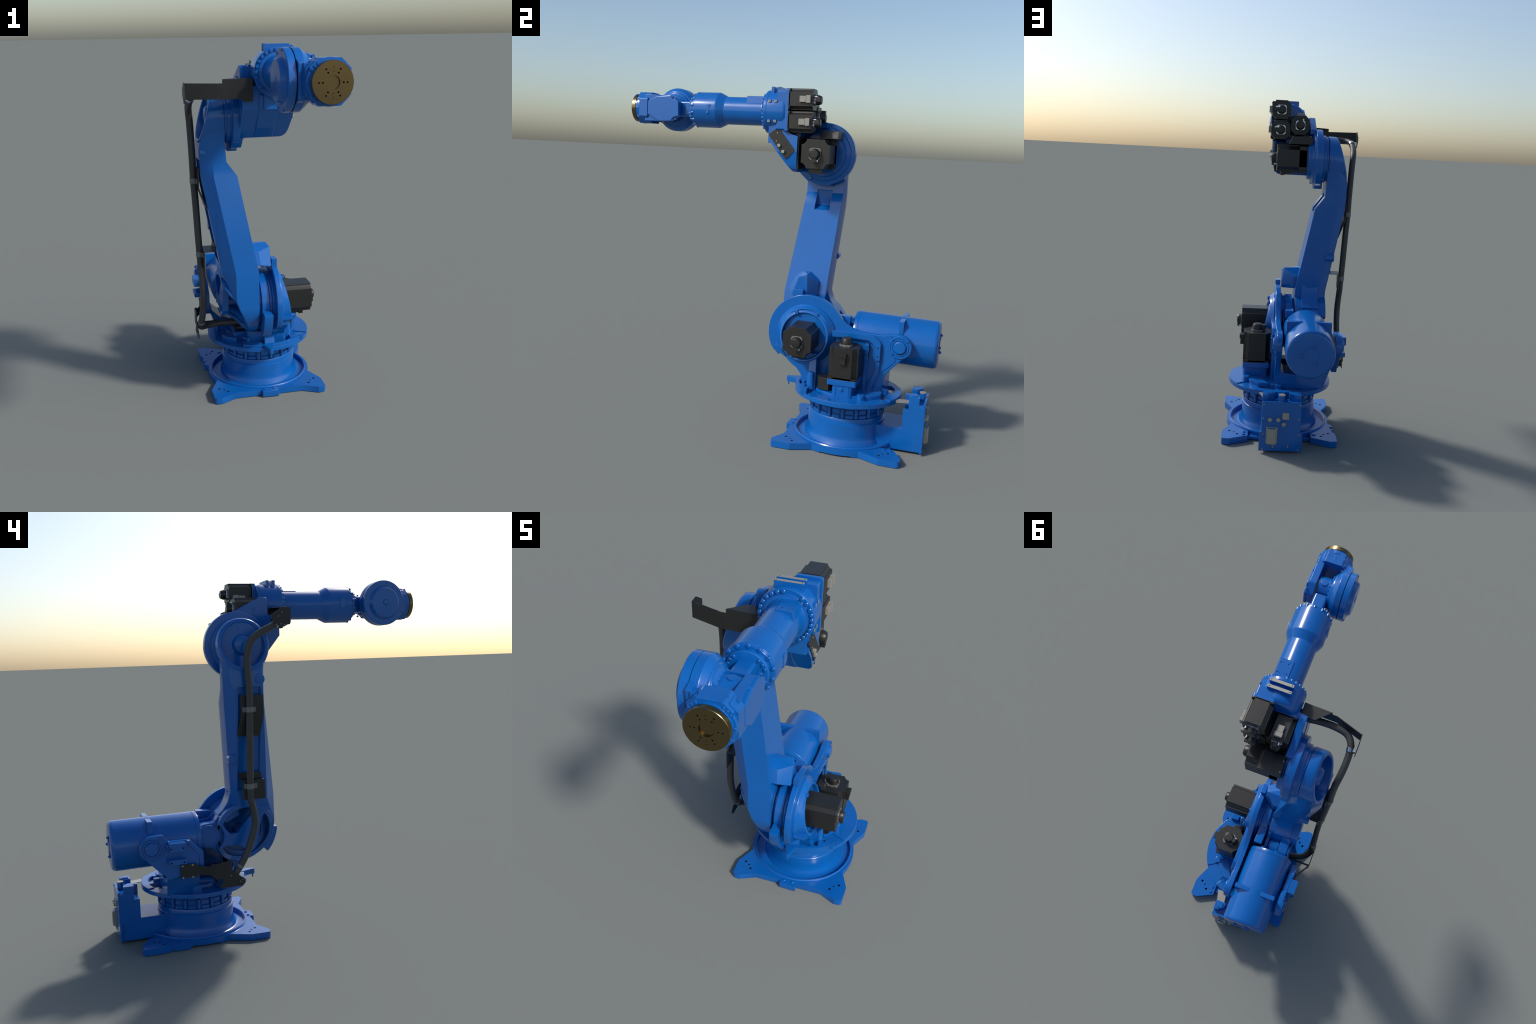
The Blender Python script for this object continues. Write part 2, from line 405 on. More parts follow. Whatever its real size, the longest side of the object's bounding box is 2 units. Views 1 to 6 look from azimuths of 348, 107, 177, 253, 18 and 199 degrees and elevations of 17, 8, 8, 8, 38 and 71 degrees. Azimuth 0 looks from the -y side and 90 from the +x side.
def trunnion(parent, side):
    s = 1 if side > 0 else -1
    xf = .0995 if s > 0 else -.266
    h = lambda d: xf + s * d
    obj("trunnion", lathe([(0, h(-.004)), (.0655, h(-.004)), (.0655, h(.0055)), (.0635, h(.0075)), (.054, h(.0075)), (.053, h(.0045)), (.0505, h(.0045)), (.0495, h(.009)), (.041, h(.009)), (.040, h(.006)), (.0375, h(.006)), (.0355, h(.016)), (.030, h(.0205)), (0, h(.021))], 'x', (TY, TZ), 48), BLUE, parent, bevel=0)
    bolts(parent, 'x' if s > 0 else '-x', [Vector((h(.0075), TY + .058 * math.cos(R(a)), TZ + .058 * math.sin(R(a)))) for a in (45, 135, 225, 315)], .006, .006)
trunnion(frame_o, 1)
# left side frame
lf = [(.655, .40), (.59, .415), (.47, .415), (.458, .43), (.457, .542), (.523, .606), (.54, .615), (.647, .615), (.677, .652)]
lf += arc(TY, TZ + .001, .0665, 88, -52, 22) + [(.739, .49), (.697, .447), (.671, .425)]
left_o = obj("side_frame", prism(lf, 'x', -.266, -.234), BLUE, bevel=.004, seg=3)
trunnion(left_o, -1)
obj("frame_rib", merge(
    prism(rp([(.554, .613), (.54, .613), (.523, .603), (.460, .541), (.460, .430), (.484, .430), (.484, .527), (.556, .604)]), 'x', -.2715, -.25),
    prism(rect(.5595, .652, .562, .6115, .005), 'x', -.313, -.25), prism(rp([(.65, .600), (.661, .600), (.661, .575), (.65, .57)]), 'x', -.298, -.25),
    prism(rect(.5595, .657, .493, .520, .005), 'x', -.311, -.25),
    prism([(.49, .43), (.59, .43), (.59, .475), (.49, .475)], 'x', -.276, -.25)), BLUE, left_o, bevel=.003)
obj("screw_hole", merge(*[cyl('x', y, z, .0055, -.3135, -.29, 12) for y, z in ((.643, .582), (.575, .582))] + [cyl('x', y, z, .0055, -.3115, -.29, 12) for y, z in ((.643, .505), (.574, .505))]), DARK, left_o, bevel=0)

# ================================================================== MOTORS
def motor(name, M, w, L, notch, cap_r, cap_l, nozzle=270, parent=None, flange=.02, plug=None, plug_mat=None):
    """servo motor modelled along +z from its mounting face, then moved by M. plug: (angle, z0, z1, half width, thickness)"""
    h = w / 2; n = notch
    sec = rp([(-h, -h + n, n * .1), (-h + n * .35, -h + n, n * .5), (-h + n, -h + n * .35, n * .5), (-h + n, -h), (h - n, -h), (h - n, -h + n * .35, n * .5), (h - n * .35, -h + n, n * .5), (h, -h + n),
              (h, h - n), (h - n * .35, h - n, n * .5), (h - n, h - n * .35, n * .5), (h - n, h), (-h + n, h), (-h + n, h - n * .35, n * .5), (-h + n * .35, h - n, n * .5), (-h, h - n)], 3)
    o = obj(name, xform(merge(prism(sec, 'z', .002, L), prism(rect(-h, h, -h, h, w * .09), 'z', 0, flange)), M), BLACK, parent, bevel=.0015)
    # clamp ring with four ears
    ears = rp([p for a in range(4) for p in [
        (cap_r * 1.02 * math.cos(R(a * 90 + 12)), cap_r * 1.02 * math.sin(R(a * 90 + 12))),
        (cap_r * 1.26 * math.cos(R(a * 90 + 35)), cap_r * 1.26 * math.sin(R(a * 90 + 35)), .002),
        (cap_r * 1.26 * math.cos(R(a * 90 + 55)), cap_r * 1.26 * math.sin(R(a * 90 + 55)), .002),
        (cap_r * 1.02 * math.cos(R(a * 90 + 78)), cap_r * 1.02 * math.sin(R(a * 90 + 78)))]], 2)
    obj("clamp_ring", xform(merge(prism(ears, 'z', L - .001, L + cap_l * .22), cyl('z', 0, 0, cap_r * 1.07, L - .001, L + cap_l * .20, 28)), M), CHROME if w < .15 else RING, o, bevel=.001)
    nd = Matrix.Rotation(R(nozzle), 4, 'Z')
    cap = merge(lathe([(0, L), (cap_r * .98, L), (cap_r * .98, L + cap_l * .55), (cap_r * .78, L + cap_l * .95), (cap_r * .70, L + cap_l), (0, L + cap_l)], 'z', (0, 0), 24),
                xform(prism(rect(0, cap_r * 1.45, -cap_r * .42, cap_r * .42, .003), 'z', L + cap_l * .30, L + cap_l * .92), nd))
    obj("encoder_cap", xform(cap, M), BLACK, o, bevel=.0015)
    obj("screw", xform(cyl('z', cap_r * 1.30 * math.cos(R(nozzle + 24)), cap_r * 1.30 * math.sin(R(nozzle + 24)), cap_r * .2, L, L + cap_l * .55, 12), M), CHROME, o, bevel=.0005)
    if plug:
        ang, z0, z1, hw, th = plug
        Rm = Matrix.Rotation(R(ang), 4, 'Z')
        zm = z0 + (z1 - z0) * .58
        obj("connector", xform(merge(xform(box(h - .004, h + th, -hw, hw, z0, zm), Rm), xform(box(h - .004, h + th * 1.25, -hw * 1.25, hw * 1.25, zm + .002, z1), Rm)), M), plug_mat or LABEL, o, bevel=.001)
    return o

T3 = Matrix.Translation
motor("servo_motor", T3((.100, J2[0], J2[1])) @ AXROT['x'], .163, .206, .030, .0325, .030, nozzle=0, plug=(0, .10, .165, .03, .018), plug_mat=BLACK)
motor("servo_motor", T3((.2065, .4535, .405)), .164, .180, .030, .034, .044, nozzle=170, plug=(0, .095, .155, .018, .020), plug_mat=BLACK, flange=.012)
obj("motor_base", merge(prism(rect(.2065 - .082, .2065 + .082, .4535 - .082, .4535 + .082, .012), 'z', .3715, .4055),
                        prism(rect(.134, .282, .40, .515, .02), 'z', .30, .374),
                        box(.20, .2845, .412, .425, .31, .373), box(.20, .2845, .484, .497, .31, .373),
                        cyl('x', .454, .352, .012, .27, .288, 16)), BLUE, turn, bevel=.003)
obj("cable_box", prism(rp([(.175, .30), (.235, .31), (.252, .375), (.175, .40)]), 'z', .322, .392), BLACK, turn, bevel=.002)
motor("servo_motor", T3((-.055, .192, 1.6345)) @ AXROT['x'], .164, .184, .030, .0325, .036, nozzle=0, flange=.05, plug=(0, .095, .16, .028, .020), plug_mat=BLACK)
for mx, mz, nz, pl_ in ((.1135, 1.9315, 180, 0), (.1135, 1.8075, 180, 0), (-.0075, 1.8405, 90, 90)):
    # local frame: z -> +y, x -> -x?  (build so that local +x is world +x, local +y is world +z)
    M = T3((mx, .034, mz)) @ Matrix(((1, 0, 0, 0), (0, 0, 1, 0), (0, 1, 0, 0), (0, 0, 0, 1)))
    motor("servo_motor", M, .117, .137, .020, .0285, .039, nozzle={180: 0, 90: 90}[nz], plug=(pl_, .066, .128, .0165, .014), flange=.008)

# ================================================================== LOWER ARM
def arm_sec(z, xr, xfl, xl, xbl, yf, y1, y2, yb):
    return [(xr, yf, z), (xr, yb - .005, z), ((xr + xbl) / 2, yb + .004, z), (xbl, yb + .001, z), (xl, y2, z), (xl, y1, z), (xfl, yf, z)]
arm_b = loft([arm_sec(*s) for s in (
    (.596, -.0235, -.149, -.2135, -.175, .0105, .072, .240, .264),
    (.805, -.0225, -.149, -.217, -.175, .012, .072, .242, .268),
    (1.330, -.1180, -.243, -.308, -.258, .080, .102, .258, .308),
    (1.408, -.1745, -.247, -.311, -.262, .080, .104, .274, .310),
    (1.500, -.1800, -.246, -.309, -.262, .078, .102, .286, .309),
    (1.640, -.1860, -.236, -.270, -.250, .060, .080, .300, .325))])
win1 = [(.330, .666), (.291, .714), (.229, .744), (.168, .743), (.160, .690), (.212, .654), (.243, .609), (.288, .608), (.311, .632)]
win2 = [(.078, .700), (.043, .640), (.045, .580), (.073, .535), (.118, .505), (.137, .520), (.120, .580), (.117, .640)]
win3 = [(.319, .546), (.249, .545), (.209, .513), (.181, .482), (.220, .451), (.286, .463), (.338, .496), (.329, .523)]
rw = lambda w: rp([(*p, .012) for p in w], 3)
# the shoulder hub is an open cup: its rim reaches far left at the top and rear and is cut back at the front and bottom
RIM = [(-40, -.175), (-20, -.207), (0, -.2165), (128, -.2165), (140, -.203), (153, -.178), (165, -.150), (180, -.133), (192, -.115), (207, -.096), (237, -.071), (265, -.074), (295, -.105), (320, -.175), (340, -.207), (360, -.2165)]
def rim_end(y, z):
    a = math.degrees(math.atan2(z - J2[1], y - J2[0])) % 360
    for (a0, x0), (a1, x1) in zip(RIM, RIM[1:]):
        if a0 <= a <= a1: return x0 + (x1 - x0) * (a - a0) / (a1 - a0) + .208
    return 0
hub_tilt = lambda y, z: -.17 * (y - J2[0]) - .39 * (z - J2[1])
def hub_face_cut():
    return prism([(-.1, .3), (.15, .3), (.15, .81), (-.1, .81)], 'x', -.6, -.1590, hub_tilt)
def arm_windows():
    return cyl('x', J2[0], J2[1], .1555, -.5, -.055, 60)
ch = lambda z, x: [(-.5, .118, z), (x - .004, .118, z), (x, .124, z), (x, .238, z), (x - .004, .244, z), (-.5, .244, z)]
arm_channel = loft([ch(.850, -.2095), ch(1.330, -.2925), ch(1.415, -.2965)])
arm = obj("lower_arm", arm_b, BLUE, bevel=.006, seg=3, ang=38,
          cut=[(prism(rp([(-.1815, 1.424, .006), (-.1805, 1.334, .008), (-.105, 1.303), (.0, 1.303), (.0, 1.424)]), 'y', .146, .238), BLUE),
               (cyl('x', J3[0], J3[1], .1180, -.5, -.240, 60), BLUE), (arm_channel, BLUE), (hub_face_cut(), BLUE), (arm_windows(), BLUE)])
e3 = lambda y, z: (z - J3[1]) * .27
obj("elbow_hub", lathe([(0, -.186), (.1425, -.186), (.1425, -.262, True), (.139, -.274, True), (.133, -.2786, True), (.122, -.2786, True), (.1185, -.275, True), (.1175, -.244), (.056, -.244), (.053, -.249), (.046, -.262), (.036, -.268), (0, -.270)], 'x', J3, 84, e3), BLUE, arm, bevel=0)
petals = []
for a in (90, 212, 328):
    Rm = Matrix.Rotation(R(a), 2)
    pet = rp([(.052, -.010, .01), (.052, .010, .01), (.112, .022), (.1165, 0), (.112, -.022)])
    pet = [tuple(Rm @ Vector(p) + Vector(J3)) for p in pet]
    petals.append(prism(pet, 'x', -.23, -.2465))
obj("hub_petal", merge(*petals), BLUE, arm, bevel=.0015)
obj("boss", merge(lathe([(0, -.22), (.0285, -.22), (.0285, -.309), (.0265, -.3125), (0, -.3125)], 'x', (.1205, 1.455), 32),
                  lathe([(0, -.20), (.026, -.20), (.026, -.2535), (.024, -.2565), (0, -.2565)], 'x', (.270, 1.026), 32),
                  prism(rect(.160, .222, 1.345, 1.385, .006), 'x', -.20, -.1785)), BLUE, arm, bevel=.002)
# shoulder hub with windows
sector = lambda r0, r1, a0, a1: rp([(*p, .006) for p in arc(J2[0], J2[1], r1, a0, a1, 8)] + [(*p, .004) for p in arc(J2[0], J2[1], r0, a1, a0, 6)], 2)
rim = lathe([(.155, -.03), (.181, -.03), (.183, -.034), (.183, -.20, True), (.179, -.2075, True), (.157, -.208, True), (.155, -.2065, True), (.155, -.03)], 'x', J2, 120, rim_end)
back = lathe([(0, -.0225), (.181, -.0225), (.183, -.028), (.183, -.060), (.150, -.060), (.148, -.066), (.125, -.066), (.123, -.060), (0, -.060)], 'x', J2, 96)
slab = prism(rp([(.352, .650), (.352, .530), (.318, .541), (.300, .541), (.249, .543, .02), (.205, .516, .02), (.165, .520, .02), (.128, .56, .02), (.118, .64, .02), (.100, .69), (.062, .735), (.10, .765), (.170, .765), (.166, .705, .02), (.212, .654, .02), (.243, .610, .02), (.288, .606, .02), (.312, .632, .015), (.330, .664)]), 'x', -.2115, -.176)
spoke = loft([[(-.205, .170, .575), (-.176, .170, .575), (-.176, .235, .535), (-.205, .235, .535)], [(-.135, .145, .545), (-.105, .145, .545), (-.105, .200, .510), (-.135, .200, .510)], [(-.072, .075, .500), (-.045, .075, .500), (-.045, .145, .445), (-.072, .145, .445)]])
centre = lathe([(0, -.19), (.034, -.19), (.036, -.14), (.038, -.05), (0, -.05)], 'x', (J2[0] + .01, J2[1]), 40)
pin_cut = lambda: cyl('x', .4035, .600, .080, -.5, -.1765, 48)
obj("shoulder_hub", merge(rim, back), BLUE, arm, bevel=.0015, cut=[(pin_cut(), BLUE)])
obj("hub_spoke", merge(slab, spoke, centre), BLUE, arm, bevel=.003, seg=3, cut=[(pin_cut(), BLUE)])
# reducer, stop blocks and hump
obj("reducer", lathe([(0, -.02), (.150, -.02), (.150, -.006), (.176, -.006), (.176, .036), (.168, .040), (.168, .05), (.180, .056), (.180, .07), (0, .07)], 'x', J2, 84), BLUE, arm, bevel=.002)
obj("stop_block", merge(
    prism(arc(J2[0], J2[1], .246, 184, 222, 8) + arc(J2[0], J2[1], .17, 222, 184, 8), 'x', -.010, .041),
    prism(rp([(.315, .62), (.375, .640), (.436, .662), (.438, .712), (.360, .712), (.31, .70)]), 'x', -.012, .040)), BLUE, arm, bevel=.005)
def hull(pts):
    bm = bmesh.new()
    for p in pts: bm.verts.new(p)
    r_ = bmesh.ops.convex_hull(bm, input=bm.verts)
    bmesh.ops.delete(bm, geom=[g for g in r_["geom_interior"] if isinstance(g, bmesh.types.BMVert)], context='VERTS')
    bmesh.ops.dissolve_limit(bm, angle_limit=R(4), verts=bm.verts, edges=bm.edges)
    bmesh.ops.recalc_face_normals(bm, faces=bm.faces)
    return bm
hump = hull([(.061, .119, .919), (-.0115, .0713, .9065), (-.0035, .0443, .835), (.0615, .080, .815), (.049, .166, .935), (.060, .172, .806), (.060, .172, .85),
             (-.008, .222, .886), (-.008, .222, .812), (-.05, .075, .915), (-.05, .046, .838), (-.05, .222, .812), (-.05, .222, .895), (-.05, .12, .940), (-.05, .165, .940)])
obj("arm_lug", hump, BLUE, arm, bevel=.0025, seg=2, ang=14)
# clevis for the balancer rod
ear = lambda x0, x1: prism(rp([(.318, .67), (.345, .706), (.375, .672, .01)] + arc(.4035, .600, .072, 70, -100, 14) + [(.352, .497), (.335, .515), (.325, .55)]), 'x', x0, x1)
obj("clevis", merge(prism([(.255, .90), (.268, .86), (.274, .82), (.290, .775), (.318, .735), (.345, .712), (.30, .66), (.22, .70)], 'x', -.168, -.062), ear(-.176, -.118), ear(-.046, -.0235)), BLUE, arm, bevel=.004)
obj("pivot_pin", merge(lathe([(0, -.17), (.0635, -.17), (.0625, -.189), (.0605, -.1915), (0, -.1915)], 'x', (.4035, .600), 44), cyl('x', .4035, .600, .035, -.16, -.03, 24)), BLUE, arm, bevel=.003)
bolts(arm, '-x', [Vector((-.1915, .4035 + .050 * math.cos(R(30 * k)), .600 + .050 * math.sin(R(30 * k)))) for k in range(12)], .0068, .005)

# ================================================================== BALANCER
tilt = T3((TX, TY, TZ)) @ Matrix.Rotation(R(-1.2), 4, 'X')
tank = obj("balancer_cylinder", xform(lathe([(0, -.288), (.130, -.288), (.137, -.284), (.139, -.276), (.139, -.262), (.1375, -.2605), (.139, -.259), (.139, .180), (.1365, .191), (.129, .2010), (.118, .2040), (0, .2040)], 'y', (0, 0), 84), tilt), BLUE, bevel=0, ang=40)
lug = rp([(.135, .015), (.1295, .03), (.1295, .136, .004), (.035, .136), (.075, .09)])
obj("lifting_lug", xform(merge(prism(lug, 'y', -.022, .006), prism(mir(lug, 0), 'y', -.022, .006)), tilt), BLUE, tank, bevel=.003)
obj("end_cover", xform(merge(cyl('y', 0, 0, .044, .20, .2075, 40), *[cyl('y', .058 * math.cos(R(a)), .058 * math.sin(R(a)), .010, .20, .2110, 14) for a in (0, 112, 240)],
                             *[xform(prism(rect(.03, .058, -.007, .007), 'y', .20, .2095), Matrix.Rotation(R(-a), 4, 'Y')) for a in (0, 112, 240)]), tilt), BLUE, tank, bevel=.001)
bolts(tank, 'y', [tilt @ Vector((.058 * math.cos(R(a)), .211, .058 * math.sin(R(a)))) for a in (0, 112, 240)], .0055, .0065)
bolts(tank, '-y', [tilt @ Vector((.118 * math.cos(R(a)), -.288, .118 * math.sin(R(a)))) for a in range(15, 375, 45)], .007, .009)
obj("balancer_rod", xform(merge(cyl('y', 0, 0, .030, -.345, -.28, 28), lathe([(0, -.28), (.075, -.28), (.075, -.296), (0, -.296)], 'y', (0, 0), 40)), tilt), BLUE, tank, bevel=.003)
obj("rod_eye", cyl('x', .4035, .600, .056, -.1145, -.0485, 36), BLUE, tank, bevel=.004)

# ================================================================== ELBOW
eprof = [(0, -.118), (.100, -.118), (.100, -.113), (.1195, -.113), (.1215, -.110), (.1215, -.095), (.120, -.093), (.120, .000), (.112, .016), (.10, .024), (0, .024)]
housing = merge(
    lathe(eprof, 'y', (FX, FZ), 84),
    prism(rp([(.054, 1.749, .012), (.173, 1.749, .012), (.173, 1.990, .014), (.054, 1.990, .014)]), 'y', .016, .0345),
    prism(rp([(-.066, 1.782, .012), (.06, 1.782, .012), (.06, 1.90, .012), (-.066, 1.90, .012)]), 'y', .016, .0345),
    prism(rp([(.06, 1.76, .01), (.166, 1.76, .01), (.166, 1.98, .012), (.06, 1.98, .012)]), 'y', -.035, .02),
    box(-.006, .1455, -.083, .0, 1.685, 1.82),
    prism(rp([(-.1005, 1.66), (-.02, 1.66), (-.02, 1.891, .008), (-.1005, 1.891, .01)]), 'y', -.004, .030),
    prism(rp([(-.105, 1.66), (-.02, 1.66), (-.02, 1.742, .004), (-.098, 1.742, .004)]), 'y', -.030, .03),
)
elbow = obj("elbow_housing", housing, BLUE, bevel=.004, seg=3)
boxprof = rp([(-.066, 1.80), (-.066, 1.687), (.016, 1.587), (.068, 1.528, .03), (.090, 1.5275, .005), (.0915, 1.729, .008), (.060, 1.737, .01), (.028, 1.752), (.0, 1.80)])
boxcross = rp([(-.112, 1.5275), (.140, 1.5265, .055), (.154, 1.64, .02), (.150, 1.82), (-.112, 1.82)])
obj("elbow_box", prism(boxprof, 'x', -.112, .17), BLUE, elbow, bevel=.004, seg=3, common=prism(boxcross, 'y', -.2, .2))
plate_ = [(-.004, 1.66), (-.004, 1.80), (.0, 1.890), (.012, 1.897), (.038, 1.897), (.056, 1.889)] + arc(J3[0], J3[1], .1825, 88, 84, 3) + arc(J3[0], J3[1], .150, 84, 165, 12)
obj("elbow_front", prism(rp([(-.073, 1.76), (-.073, 1.690, .01), (.004, 1.586, .02), (.062, 1.5285, .02), (.085, 1.53), (.085, 1.76)]), 'x', -.030, .070), BLUE, elbow, bevel=.008, seg=3)
obj("elbow_plate", prism(plate_, 'x', -.1095, -.070), BLUE, elbow, bevel=.004, seg=3)
obj("pin", cyl('x', .076, 1.834, .0075, -.114, -.10, 14), BLUE, elbow, bevel=.001)
obj("elbow_reducer", lathe([(0, -.184), (.138, -.184), (.138, -.171), (.147, -.169), (.147, -.146), (.1825, -.144), (.1825, -.108), (.178, -.104), (.160, -.104), (.157, -.098), (.154, -.092), (.140, -.090), (.132, -.084), (.128, -.060), (0, -.060)], 'x', J3, 84), BLUE, elbow, bevel=.0015, seg=1)
obj("reducer_lug", merge(prism(rp([(.15, 1.452, .004), (.235, 1.452, .004), (.24, 1.50), (.145, 1.50)]), 'x', -.158, -.105),
                         prism(rp([(.04, 1.53), (.10, 1.475), (.13, 1.49), (.08, 1.55)]), 'x', -.145, -.09)), BLUE, elbow, bevel=.004)
obj("screw_hole", merge(cyl('x', .158, 1.4695, .0055, -.12, -.1046, 14), prism(rect(.183, .205, 1.4575, 1.464, .003), 'x', -.12, -.1046)), DARK, elbow, bevel=0)
obj("motor_mount", prism(rp([(.108, 1.553, .012), (.277, 1.553, .012), (.277, 1.716, .012), (.108, 1.716, .012)]), 'x', -.098, -.055), BLUE, elbow, bevel=.003)
obj("dark_gap_plate", merge(prism(rp([(-.077, 1.7215), (.061, 1.7215), (.061, 1.728), (.042, 1.768, .003), (-.077, 1.770, .003)]), 'y', .196, .302),
                         box(-.06, .05, .080, .20, 1.719, 1.723)), SHEET, elbow, bevel=.002)
obj("dark_gap_plate", box(-.05, .1415, .0925, .099, 1.545, 1.727), SHEET, elbow, bevel=.001)  # thin black plate along the dark gap between elbow box and motor
bolts(elbow, 'z', [Vector((-.066, .225, 1.770)), Vector((-.068, .285, 1.770))], .004, .003, STEEL, name="screw")
# terminal cover on the right of the elbow
obj("terminal_cover", prism(rp([(-.023, 1.775, .012), (-.081, 1.733, .012), (.026, 1.598, .012), (.083, 1.648, .012)]), 'x', .1495, .1565), SHEET, elbow, bevel=.001)
bolts(elbow, 'x', [Vector((.1565, -.011, 1.673)), Vector((.1565, .014, 1.640))], .0105, .014, STEEL, True, name="cable_gland")
bolts(elbow, 'x', [Vector((.1565, -.025, 1.743)), Vector((.1565, -.030, 1.697))], .003, .003, CHROME, name="screw")
obj("mount_rail", merge(prism(rect(-.0045, .1215, 1.90, 1.9985), 'y', -.0842, -.0672), prism(rect(-.0045, .1215, 1.90, 1.9985), 'y', -.0480, -.0310)), BLUE, elbow, bevel=.001, seg=1)
obj("rail_top", merge(prism(rp([(-.0037, -.0834, .004), (.1207, -.0834, .004), (.1207, -.0680, .004), (-.0037, -.0680, .004)]), 'z', 1.997, 2.0), prism(rp([(-.0037, -.0472, .004), (.1207, -.0472, .004), (.1207, -.0318, .004), (-.0037, -.0318, .004)]), 'z', 1.997, 2.0)), STEEL, elbow, bevel=0,
    cut=[(merge(*[cyl('z', x, y, .003, 1.9985, 2.1, 10) for x in (.005, .112) for y in (-.0757, -.0395)]), DARK)])
sq = []
for y in (-.077, -.041):
    for z, xx in ((1.9165, .150), (1.8065, .150)):
        sq.append(prism(rect(y - .0075, y + .0075, z - .0075, z + .0075, .002), 'x', xx - .01, .1735))
obj("mount_boss", merge(*sq), BLUE, elbow, bevel=.001)
sqt = []
for y in (-.077, -.041):
    for z in (1.9165, 1.8065): sqt.append(prism(rect(y - .0066, y + .0066, z - .0066, z + .0066, .002), 'x', .173, .1752))
obj("boss_face", merge(*sqt), STEEL, elbow, bevel=0, cut=[(merge(*[cyl('x', y, z, .0025, .174, .2, 10) for y in (-.077, -.041) for z in (1.9165, 1.8065)]), DARK)])
obj("boss", prism(rp([(-.012, 1.80), (.012, 1.80), (.012, 1.785, .01), (0, 1.776, .01), (-.012, 1.785, .01)]), 'x', .12, .160), BLUE, elbow, bevel=.002)
bolts(elbow, '-y', [Vector((FX + .1105 * math.cos(R(a)), -.113, FZ + .1105 * math.sin(R(a)))) for a in [-55 + 11.5 * k for k in range(8)] + [40 + 13 * k for k in range(2)] + [96 + 13.5 * k for k in range(8)] + [215, 228]], .0085, .010)

# ================================================================== FOREARM
fore = obj("forearm", lathe([(0, -.10), (.096, -.10), (.096, -.119), (.086, -.121), (.0815, -.127), (.0800, -.14), (.0800, -.363), (.082, -.369), (.100, -.407), (.1025, -.414), (.1025, -.541), (.101, -.5455), (.0965, -.5465), (.0965, -.556), (.0, -.556)], 'y', (FX, FZ), 84), BLUE, bevel=.0008, seg=1)
obj("mount_pad", prism(rp([(.050, 1.92), (.050, 1.9455), (.118, 1.9455), (.127, 1.905), (.06, 1.88)]), 'y', -.229, -.11), BLUE, fore, bevel=.002,
    cut=[(merge(*[cyl('z', x, y, r, 1.93, 2, 10) for x, y, r in ((.112, -.205, .003), (.072, -.205, .003), (.112, -.125, .003), (.060, -.148, .003), (.065, -.213, .002), (.098, -.206, .002), (.112, -.148, .003), (.098, -.148, .002), (.072, -.150, .002))]), DARK)])
obj("side_tab", merge(prism(rp([(-.462, 1.837), (-.448, 1.837), (-.443, 1.884), (-.438, 1.885), (-.438, 1.889), (-.462, 1.889)]), 'x', FX + .08, FX + .1045),
                      prism(rp([(-.50, 1.84), (-.47, 1.84), (-.47, 1.884), (-.462, 1.884), (-.462, 1.89), (-.50, 1.89)]), 'x', FX - .1045, FX - .08)), BLUE, fore, bevel=.001)
bolts(fore, '-y', [Vector((FX + .0955 * math.cos(R(12.86 + 25.714 * k)), -.548, FZ + .0955 * math.sin(R(12.86 + 25.714 * k)))) for k in range(14)], .0080, .013)

# ================================================================== WRIST
oct_ = lambda hx, hz, c: [(FX - hx + c, FZ - hz), (FX + hx - c, FZ - hz), (FX + hx, FZ - hz + c), (FX + hx, FZ + hz - c), (FX + hx - c, FZ + hz), (FX - hx + c, FZ + hz), (FX - hx, FZ + hz - c), (FX - hx, FZ - hz + c)]
wrist = obj("wrist_base", merge(
    lathe([(0, -.55), (.084, -.55), (.084, -.571), (.080, -.575), (.070, -.5755), (.062, -.579), (0, -.579)], 'y', (FX, FZ), 64),
    prism(rect(.0215, .0965, 1.8155, 1.9085, .016), 'y', -.665, -.56),
    prism(rp([(.0215, 1.83, .01), (.096, 1.83, .01), (.096, 1.894, .016), (.0215, 1.894, .016)]), 'y', -.73, -.64),
    lathe([(0, -.03), (.078, -.03), (.078, -.005), (.070, .002), (.064, .02), (.064, .097), (0, .097)], 'x', (WY, FZ), 60),
    prism(rp([(.004, -.70, .006), (.026, -.70, .006), (.034, -.765, .006), (.004, -.765, .006)]), 'z', 1.89, 1.921),
), BLUE, bevel=.004, seg=2)
obj("cap", cyl('z', .064, -.727, .019, 1.92, 1.929, 24), BLUE, wrist, bevel=.0015)
bolts(wrist, '-y', [Vector((FX + .074 * math.cos(R(a)), -.573, FZ + .074 * math.sin(R(a)))) for b in (35, 145, 215, 325) for a in (b - 15, b, b + 15)] , .0068, .010)
bolts(wrist, 'x', [Vector((.026, WY + .0785 * math.cos(R(a)), FZ + .0785 * math.sin(R(a)))) for a in range(0, 360, 15)], .0045, .006)
# outer yoke that carries the tool flange
lplate = [(-.862, 1.790, .006), (-.862, 1.934, .006), (-.840, 1.942, .02), (-.815, 1.950, .03)]
lplate += arc(WY, FZ, .1285, 118, -118, 40) + [(-.815, 1.773, .03), (-.840, 1.782, .02)]
yoke = obj("wrist_yoke", merge(
    prism(oct_(.080, .0905, .034), 'y', -.917, -.836),
    prism(oct_(.092, .080, .030), 'y', -.900, -.845),
    prism(rp(lplate), 'x', -.050, -.026),
    lathe([(0, -.05), (.1285, -.05), (.1285, -.018), (.125, -.013), (.1115, .003), (.109, .006), (.103, .0065), (.100, .010), (.0985, .017), (.092, .0195), (.083, .026), (.0755, .032), (0, .033)], 'x', (WY, FZ), 72),
    prism(rp([(-.030, -.87), (.02, -.87), (.02, -.84), (-.004, -.81, .02), (-.012, -.77), (-.046, -.77), (-.046, -.84)]), 'z', 1.792, 1.932),
    prism(rp([(-.865, 1.785), (-.865, 1.938), (-.70, 1.936, .03), (-.646, 1.902, .01), (-.646, 1.82, .01), (-.70, 1.786, .03)]), 'x', .1035, .140),
), BLUE, bevel=.004, seg=2)
